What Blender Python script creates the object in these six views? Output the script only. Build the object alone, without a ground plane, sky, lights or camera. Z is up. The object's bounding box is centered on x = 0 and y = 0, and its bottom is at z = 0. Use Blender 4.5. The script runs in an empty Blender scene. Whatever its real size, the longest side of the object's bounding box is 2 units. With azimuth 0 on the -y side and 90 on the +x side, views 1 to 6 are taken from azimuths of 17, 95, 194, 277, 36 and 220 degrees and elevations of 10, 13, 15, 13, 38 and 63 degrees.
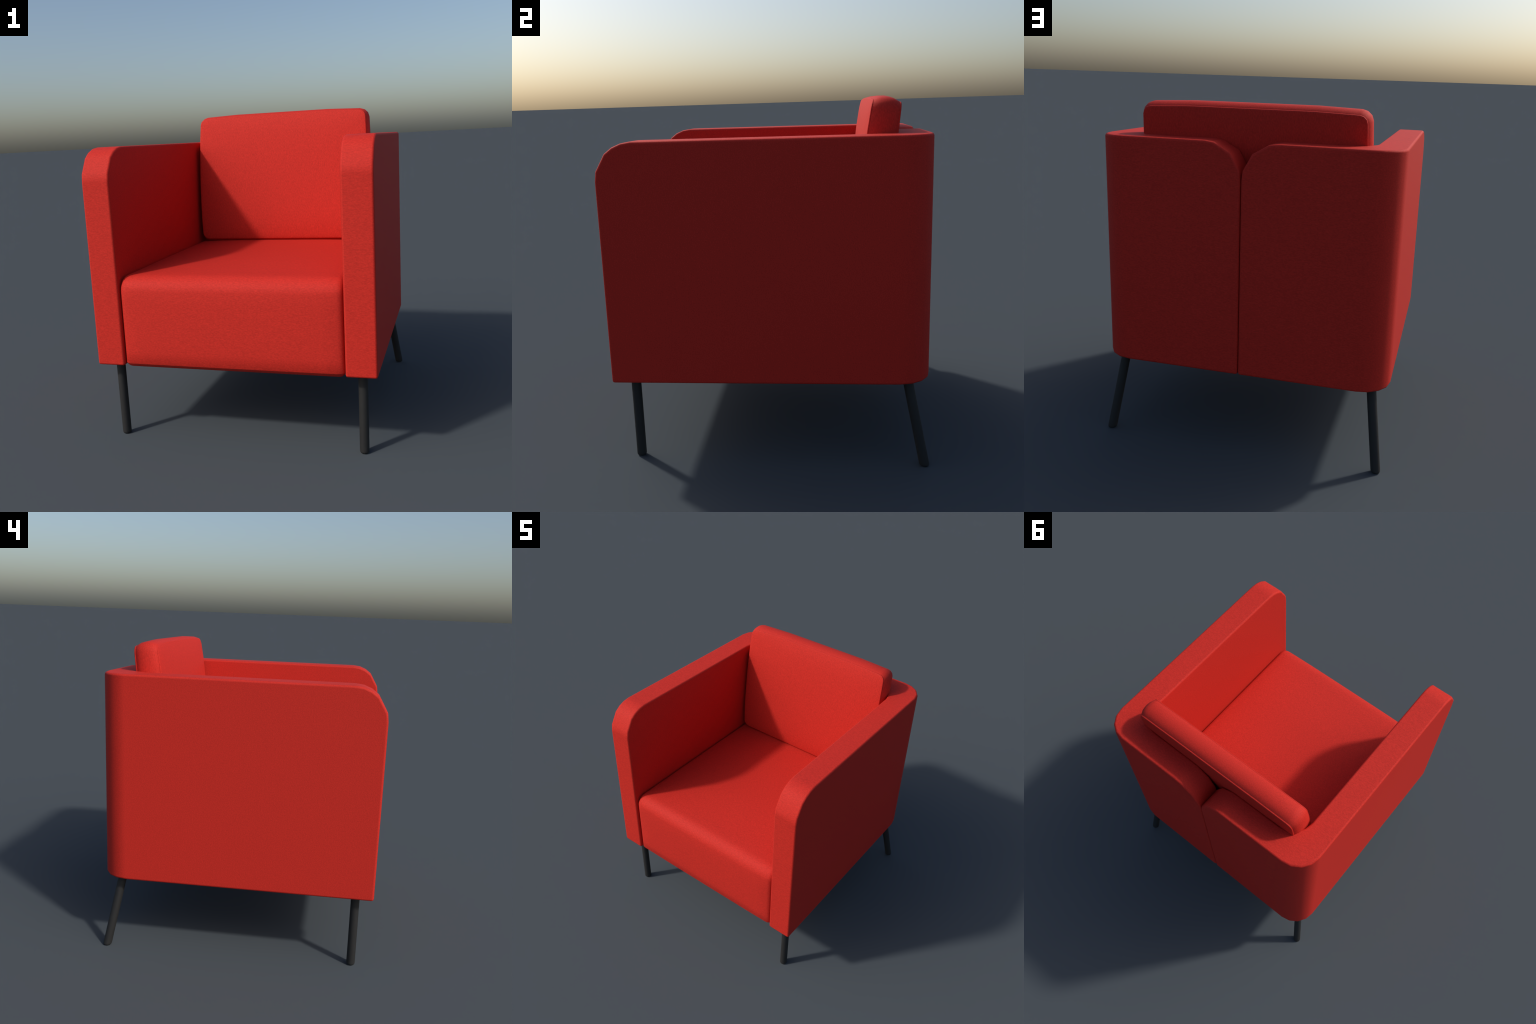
"""Red upholstered tub armchair: two L-shaped wrap-around shells that meet in a
seam at the back, a block seat cushion, a leaning back cushion and four black legs."""
import bpy, bmesh, math
from math import sin, cos, radians, pi
from mathutils import Vector

# ------------------------------------------------------------------ sizes (m)
X_OUT, X_IN = 0.8550, 0.6765        # arm: outer and inner face
Y_FRONT, Y_BACK, Y_BACK_IN = -0.878, 0.878, 0.703
Z_LOW, Z_TOP = 0.4845, 1.807         # shell underside and top
SEAM = 0.0006                       # half gap of the seam at the back
R_END = 0.203                       # rounding of the shell's two top ends
R_OUT, R_IN = 0.170, 0.150          # plan rounding of the rear corner
EDGE = 0.015                        # soft edge of the shells
CORNER_STEPS = 4
FRONT_ARC = (0, 15, 45, 60, 75, 90) # facets of the upholstered roundings
SEAM_ARC = (0, 15, 45, 75, 90)


# ------------------------------------------------------------------ materials
def fabric_material(name, thread_scale):
    m = bpy.data.materials.new(name)
    m.use_nodes = True
    nt = m.node_tree
    N, L = nt.nodes, nt.links
    bsdf = N["Principled BSDF"]
    co = N.new("ShaderNodeTexCoord")
    mp = N.new("ShaderNodeMapping")
    mp.inputs["Scale"].default_value = thread_scale
    L.new(co.outputs["Object"], mp.inputs["Vector"])
    thread = N.new("ShaderNodeTexNoise")
    thread.inputs["Scale"].default_value = 1.0
    thread.inputs["Detail"].default_value = 2.0
    thread.inputs["Roughness"].default_value = 0.6
    L.new(mp.outputs["Vector"], thread.inputs["Vector"])
    fleck = N.new("ShaderNodeTexNoise")
    fleck.inputs["Scale"].default_value = 130.0
    fleck.inputs["Detail"].default_value = 3.0
    L.new(co.outputs["Object"], fleck.inputs["Vector"])
    add = N.new("ShaderNodeMath"); add.operation = "MULTIPLY_ADD"
    add.inputs[1].default_value = 1.4
    less = N.new("ShaderNodeMath"); less.operation = "MULTIPLY"
    less.inputs[1].default_value = 0.6
    L.new(fleck.outputs["Fac"], less.inputs[0])
    L.new(thread.outputs["Fac"], add.inputs[0])
    L.new(less.outputs[0], add.inputs[2])
    half = N.new("ShaderNodeMath"); half.operation = "MULTIPLY"
    half.inputs[1].default_value = 0.5
    L.new(add.outputs[0], half.inputs[0])
    ramp = N.new("ShaderNodeValToRGB")
    ramp.color_ramp.elements[0].position = 0.36
    ramp.color_ramp.elements[0].color = FABRIC_DARK
    ramp.color_ramp.elements[1].position = 0.66
    ramp.color_ramp.elements[1].color = FABRIC_LIGHT
    L.new(half.outputs[0], ramp.inputs["Fac"])
    L.new(ramp.outputs["Color"], bsdf.inputs["Base Color"])
    bsdf.inputs["Roughness"].default_value = 0.72
    bsdf.inputs["Specular IOR Level"].default_value = 0.2
    bump = N.new("ShaderNodeBump")
    bump.inputs["Strength"].default_value = 0.10
    bump.inputs["Distance"].default_value = 0.004
    L.new(half.outputs[0], bump.inputs["Height"])
    L.new(bump.outputs["Normal"], bsdf.inputs["Normal"])
    return m


FABRIC_DARK = (0.455, 0.0203, 0.0128, 1)
FABRIC_LIGHT = (0.607, 0.0289, 0.0182, 1)


def metal_material():
    m = bpy.data.materials.new("black_lacquer")
    m.use_nodes = True
    nt = m.node_tree
    bsdf = nt.nodes["Principled BSDF"]
    co = nt.nodes.new("ShaderNodeTexCoord")
    n = nt.nodes.new("ShaderNodeTexNoise")
    n.inputs["Scale"].default_value = 90.0
    nt.links.new(co.outputs["Object"], n.inputs["Vector"])
    r = nt.nodes.new("ShaderNodeValToRGB")
    r.color_ramp.elements[0].color = (0.0135, 0.0135, 0.0135, 1)
    r.color_ramp.elements[1].color = (0.0175, 0.0175, 0.0175, 1)
    nt.links.new(n.outputs["Fac"], r.inputs["Fac"])
    nt.links.new(r.outputs["Color"], bsdf.inputs["Base Color"])
    bsdf.inputs["Roughness"].default_value = 0.7
    return m


SHELL_FABRIC = fabric_material("red_wool_shell", (75, 200, 230))
CUSHION_FABRIC = fabric_material("red_wool_upright", (230, 200, 75))
BLACK = metal_material()


# ------------------------------------------------------------------ helpers
def link(name, mesh, parent, mat):
    ob = bpy.data.objects.new(name, mesh)
    bpy.context.scene.collection.objects.link(ob)
    ob.parent = parent
    if mat and not mesh.materials:
        mesh.materials.append(mat)
    return ob


def evaluated(ob, name):
    dg = bpy.context.evaluated_depsgraph_get()
    me = bpy.data.meshes.new_from_object(ob.evaluated_get(dg))
    me.name = name
    return me


def smooth(me):
    me.polygons.foreach_set("use_smooth", [True] * len(me.polygons))


def rounded_rect(x0, x1, y0, y1, radii, steps, flat=(1, 1, 1, 1)):
    """Counter-clockwise outline; radii for (x0,y0) (x1,y0) (x1,y1) (x0,y1);
    flat = 1 rounds a corner as a circle, 2 cuts it as a straight chamfer."""
    corners = ((x0, y0, 1, 1, 180), (x1, y0, -1, 1, 270), (x1, y1, -1, -1, 0), (x0, y1, 1, -1, 90))
    pts = []
    bend = lambda c, p: math.copysign(abs(c) ** p, c)
    for (cx, cy, sx, sy, a0), r, p in zip(corners, radii, flat):
        for k in range(steps + 1):
            a = radians(a0 + 90 * k / steps)
            pts.append((cx + sx * r + r * bend(cos(a), p), cy + sy * r + r * bend(sin(a), p)))
    return pts


def densify(pts, longest):
    out = []
    for i, p in enumerate(pts):
        q = pts[(i + 1) % len(pts)]
        n = max(1, math.ceil(math.dist(p, q) / longest))
        out += [(p[0] + (q[0] - p[0]) * k / n, p[1] + (q[1] - p[1]) * k / n) for k in range(n)]
    return out


def skin_rings(bm, rings, cap_first=True, cap_last=True):
    vs = [[bm.verts.new(p) for p in ring] for ring in rings]
    n = len(vs[0])
    for a, b in zip(vs, vs[1:]):
        for i in range(n):
            j = (i + 1) % n
            bm.faces.new((a[i], a[j], b[j], b[i]))
    if cap_first:
        bm.faces.new(list(reversed(vs[0])))
    if cap_last:
        bm.faces.new(vs[-1])
    bmesh.ops.recalc_face_normals(bm, faces=bm.faces)


# ------------------------------------------------------------------ the shell
def shell_mesh(side):
    """L-shaped padded panel: arm, rounded rear corner, half of the back.
    side = 1 builds the +x half, -1 its mirror image."""
    bm = bmesh.new()

    # stations: (outer plan point, inner plan point, top height), front to seam
    st = []
    for a in FRONT_ARC:
        y = Y_FRONT + R_END * (1 - cos(radians(a)))
        z = Z_TOP - R_END * (1 - sin(radians(a)))
        st.append(((X_OUT, y), (X_IN, y), z))
    n_front = len(st)
    co = (X_OUT - R_OUT, Y_BACK - R_OUT)
    ci = (X_IN - R_IN, Y_BACK_IN - R_IN)
    for k in range(CORNER_STEPS + 1):
        a = radians(90 * k / CORNER_STEPS)
        st.append(((co[0] + R_OUT * cos(a), co[1] + R_OUT * sin(a)),
                   (ci[0] + R_IN * cos(a), ci[1] + R_IN * sin(a)), Z_TOP))
    n_corner = len(st)
    for a in reversed(SEAM_ARC):
        x = SEAM + R_END * (1 - cos(radians(a)))
        z = Z_TOP - R_END * (1 - sin(radians(a)))
        st.append(((x, Y_BACK), (x, Y_BACK_IN), z))

    V = lambda p, z: bm.verts.new((side * p[0], p[1], z))
    ot = [V(o, z) for o, i, z in st]
    it = [V(i, z) for o, i, z in st]
    low = [0] + list(range(n_front, n_corner)) + [len(st) - 1]
    ob_ = {k: V(st[k][0], Z_LOW) for k in low}
    ib_ = {k: V(st[k][1], Z_LOW) for k in low}

    F = bm.faces.new
    for a in range(len(st) - 1):                              # top and end roundings
        F((ot[a], ot[a + 1], it[a + 1], it[a]))
    for a, b in zip(low, low[1:]):                            # underside
        F((ob_[a], ib_[a], ib_[b], ob_[b]))
    for top, bot in ((ot, ob_), (it, ib_)):                   # big flats and corner strips
        for a, b in zip(low, low[1:]):
            F([bot[a], bot[b]] + [top[k] for k in range(b, a - 1, -1)])
    last = len(st) - 1
    F((ob_[0], ib_[0], it[0], ot[0]))                         # front end face
    F((ob_[last], ib_[last], it[last], ot[last]))             # face inside the seam
    bmesh.ops.recalc_face_normals(bm, faces=bm.faces)
    me = bpy.data.meshes.new("shell")
    bm.to_mesh(me); bm.free()
    smooth(me)

    ob = bpy.data.objects.new("shell", me)
    bpy.context.scene.collection.objects.link(ob)
    bv = ob.modifiers.new("soft_edges", "BEVEL")
    bv.width = EDGE; bv.segments = 2; bv.limit_method = "ANGLE"; bv.angle_limit = radians(40)
    bv.use_clamp_overlap = False
    wn = ob.modifiers.new("flat_fields", "WEIGHTED_NORMAL")
    wn.weight = 60
    out = evaluated(ob, "shell")
    bpy.data.objects.remove(ob)
    return out


def split_shell(me, side, parent):
    """Cut the seamless shell into armrest and backrest along the corner's mid line,
    both keeping the whole shell's normals."""
    mid_o = (X_OUT - R_OUT * (1 - cos(pi / 4)), Y_BACK - R_OUT * (1 - sin(pi / 4)))
    mid_i = (X_IN - R_IN * (1 - cos(pi / 4)), Y_BACK_IN - R_IN * (1 - sin(pi / 4)))
    dx, dy = mid_o[0] - mid_i[0], mid_o[1] - mid_i[1]

    def is_arm(c):
        return dx * (c.y - mid_i[1]) - dy * (side * c.x - mid_i[0]) < 0

    normals = {}
    for lp, nn in zip(me.loops, me.corner_normals):
        normals[lp.index] = nn.vector.copy()
    for name, want in (("armrest", True), ("backrest", False)):
        vmap, verts, faces, cn = {}, [], [], []
        for p in me.polygons:
            if is_arm(p.center) != want:
                continue
            f = []
            for li in p.loop_indices:
                v = me.loops[li].vertex_index
                if v not in vmap:
                    vmap[v] = len(verts)
                    verts.append(me.vertices[v].co[:])
                f.append(vmap[v])
                cn.append(normals[li][:])
            faces.append(f)
        part = bpy.data.meshes.new(name)
        part.from_pydata(verts, [], faces)
        part.update()
        smooth(part)
        part.normals_split_custom_set(cn)
        link(name, part, parent, SHELL_FABRIC)


# ------------------------------------------------------------------ seat cushion
def seat_mesh():
    W, R = 0.6715, 0.034            # half width, side rounding
    y0, y1, z0, z1 = -0.8695, 0.700, 0.477, 1.036
    corner_radii = (0.026, 0.024, 0.030, 0.088)
    base = densify(rounded_rect(y0, y1, z0, z1, corner_radii, 6, (1.8, 1.8, 1, 1)), 0.08)
    n = len(base)

    def ring(x, inset):
        """Side outline at x; the top is crowned, most towards the rear, the front bulges."""
        across = 1 - (x / W) ** 4
        out = []
        for i, (y, z) in enumerate(base):
            p, q = base[i - 1], base[(i + 1) % n]
            ty, tz = q[0] - p[0], q[1] - p[1]
            l = math.hypot(ty, tz)
            yy, zz = y - tz / l * inset, z + ty / l * inset
            up = max(0.0, min(1.0, (z - 0.7) / 0.3))
            rise = max(0.0, min(1.0, (y + 0.88) / 0.6))
            rise = rise * rise * (3 - 2 * rise) * (1 - 0.75 * max(0.0, y - 0.1) / 0.6)
            front = max(0.0, min(1.0, (-0.5 - y) / 0.3))
            mid = 1 - (2 * (z - z0) / (z1 - z0) - 1) ** 4
            out.append((x, yy - 0.009 * across * front * mid,
                        zz + up * up * (0.003 + 0.018 * rise) * across))
        return out

    rings = []
    arc = [radians(a) for a in (90, 60, 30, 0)]
    for a in arc:
        rings.append(ring(-(W - R + R * sin(a)), R * 0.75 * (1 - cos(a))))
    m = 16
    for k in range(1, m):
        rings.append(ring((W - R) * (2 * k / m - 1), 0))
    for a in reversed(arc):
        rings.append(ring(W - R + R * sin(a), R * 0.75 * (1 - cos(a))))
    bm = bmesh.new()
    skin_rings(bm, rings)
    me = bpy.data.meshes.new("seat_cushion")
    bm.to_mesh(me); bm.free()
    smooth(me)
    me.set_sharp_from_angle(angle=radians(60))
    return me


# ------------------------------------------------------------------ back cushion
LEAN = radians(6.45)
C_BASE = Vector((0, 0.4640, 1.060))          # bottom edge of the front panel
C_UP = Vector((0, sin(LEAN), cos(LEAN)))
C_DEEP = Vector((0, cos(LEAN), -sin(LEAN)))
C_HALF, C_HIGH, C_THICK = 0.633, 0.9255, 0.152


def cushion_mesh():
    base = densify(rounded_rect(-C_HALF, C_HALF, 0, C_HIGH, (0.045, 0.045, 0.043, 0.043), 3), 0.12)
    n = len(base)

    def point(i, out, deep, shrink=1.0, dome=0.0):
        x, h = base[i]
        p, q = base[i - 1], base[(i + 1) % n]
        tx, th = q[0] - p[0], q[1] - p[1]
        l = math.hypot(tx, th)
        x, h = x + th / l * out, h - tx / l * out
        v = max(0.0, min(1.0, h / C_HIGH))
        w = 4 * v * (1 - v)
        fade = v ** 4
        # barrel sides and a gently arched top edge
        x += math.copysign(0.013 * w, x) * min(1, abs(x) / 0.6)
        arch = max(0.0, min(1.0, (0.62 - abs(x)) / 0.27))
        h += 0.010 * arch * fade
        x *= shrink
        hm = C_HIGH / 2
        h = hm + (h - hm) * shrink
        v = max(0.0, min(1.0, h / C_HIGH))
        plump = 1 - (2 * v - 1) ** 6
        wide = max(0.0, 1 - (x / (C_HALF + 0.02)) ** 4)
        s = deep + dome * plump * ((0.5 if dome < 0 else 0.1) + 0.5 * wide)
        return C_BASE + Vector((x, 0, 0)) + C_UP * h + C_DEEP * s

    T = C_THICK
    # (outward offset, depth): front panel lip, seam groove, bulging band, groove, back lip
    section = [(-0.006, 0.0000), (-0.0025, 0.0008), (0.0002, 0.0035), (-0.0010, 0.0055), (0.0020, 0.0085),
               (0.0155, 0.043), (0.0190, T / 2),
               (0.0155, T - 0.043), (0.0010, T - 0.0120), (-0.0025, T - 0.0095),
               (-0.0005, T - 0.0070), (-0.0012, T - 0.0030), (-0.0045, T - 0.0005), (-0.010, T)]
    rings = []
    FRONT_DOME, BACK_DOME = -0.0235, 0.010
    inner = (0.04, 0.15, 0.3, 0.45, 0.6, 0.72, 0.82, 0.9, 0.96)
    for s in inner:
        rings.append([point(i, -0.006, 0.0, s, FRONT_DOME) for i in range(n)])
    for o, d in section:
        rings.append([point(i, o, d, 1.0, FRONT_DOME * max(0.0, 1 - 2 * d / T)) for i in range(n)])
    for s in reversed(inner):
        rings.append([point(i, -0.010, T, s, BACK_DOME) for i in range(n)])
    bm = bmesh.new()
    skin_rings(bm, rings)
    me = bpy.data.meshes.new("back_cushion")
    bm.to_mesh(me); bm.free()
    smooth(me)
    return me


# ------------------------------------------------------------------ legs
LEG_R = 0.0275


def leg_mesh(foot, top):
    """Round tube with softly rounded foot, from foot centre to a point inside the shell."""
    f, t = Vector(foot), Vector(top)
    axis = (t - f).normalized()
    ux = Vector((1, 0, 0)) - axis * axis.x
    ux.normalize()
    uy = axis.cross(ux)
    rings = []
    # the foot is cut flat on the floor, whatever the lean
    for r, z in ((0.60, 0.0), (0.86, 0.002), (0.97, 0.0075), (1.0, 0.015)):
        ring = []
        for k in range(24):
            a = 2 * pi * k / 24
            p = f + ux * (LEG_R * r * cos(a)) + uy * (LEG_R * r * sin(a))
            p += axis * ((z - p.z) / axis.z)
            ring.append(p)
        rings.append(ring)
    rings.append([t + ux * (LEG_R * cos(2 * pi * k / 24)) + uy * (LEG_R * sin(2 * pi * k / 24)) for k in range(24)])
    bm = bmesh.new()
    skin_rings(bm, rings)
    me = bpy.data.meshes.new("leg")
    bm.to_mesh(me); bm.free()
    smooth(me)
    me.set_sharp_from_angle(angle=radians(70))
    return me


# ------------------------------------------------------------------ assembly
chair = bpy.data.objects.new("armchair", None)
chair.empty_display_size = 0.3
bpy.context.scene.collection.objects.link(chair)
chair["label"] = "boxy red upholstered armchair with slim black legs"
chair["category"] = "armchair"

for side in (1, -1):
    whole = shell_mesh(side)
    split_shell(whole, side, chair)
    bpy.data.meshes.remove(whole)
link("seat_cushion", seat_mesh(), chair, SHELL_FABRIC)
link("back_cushion", cushion_mesh(), chair, CUSHION_FABRIC)
for s in (1, -1):
    link("leg", leg_mesh((s * 0.758, -0.768, 0), (s * 0.760, -0.768, 0.51)), chair, BLACK)
    link("leg", leg_mesh((s * 0.822, 0.847, 0), (s * 0.750, 0.749, 0.51)), chair, BLACK)
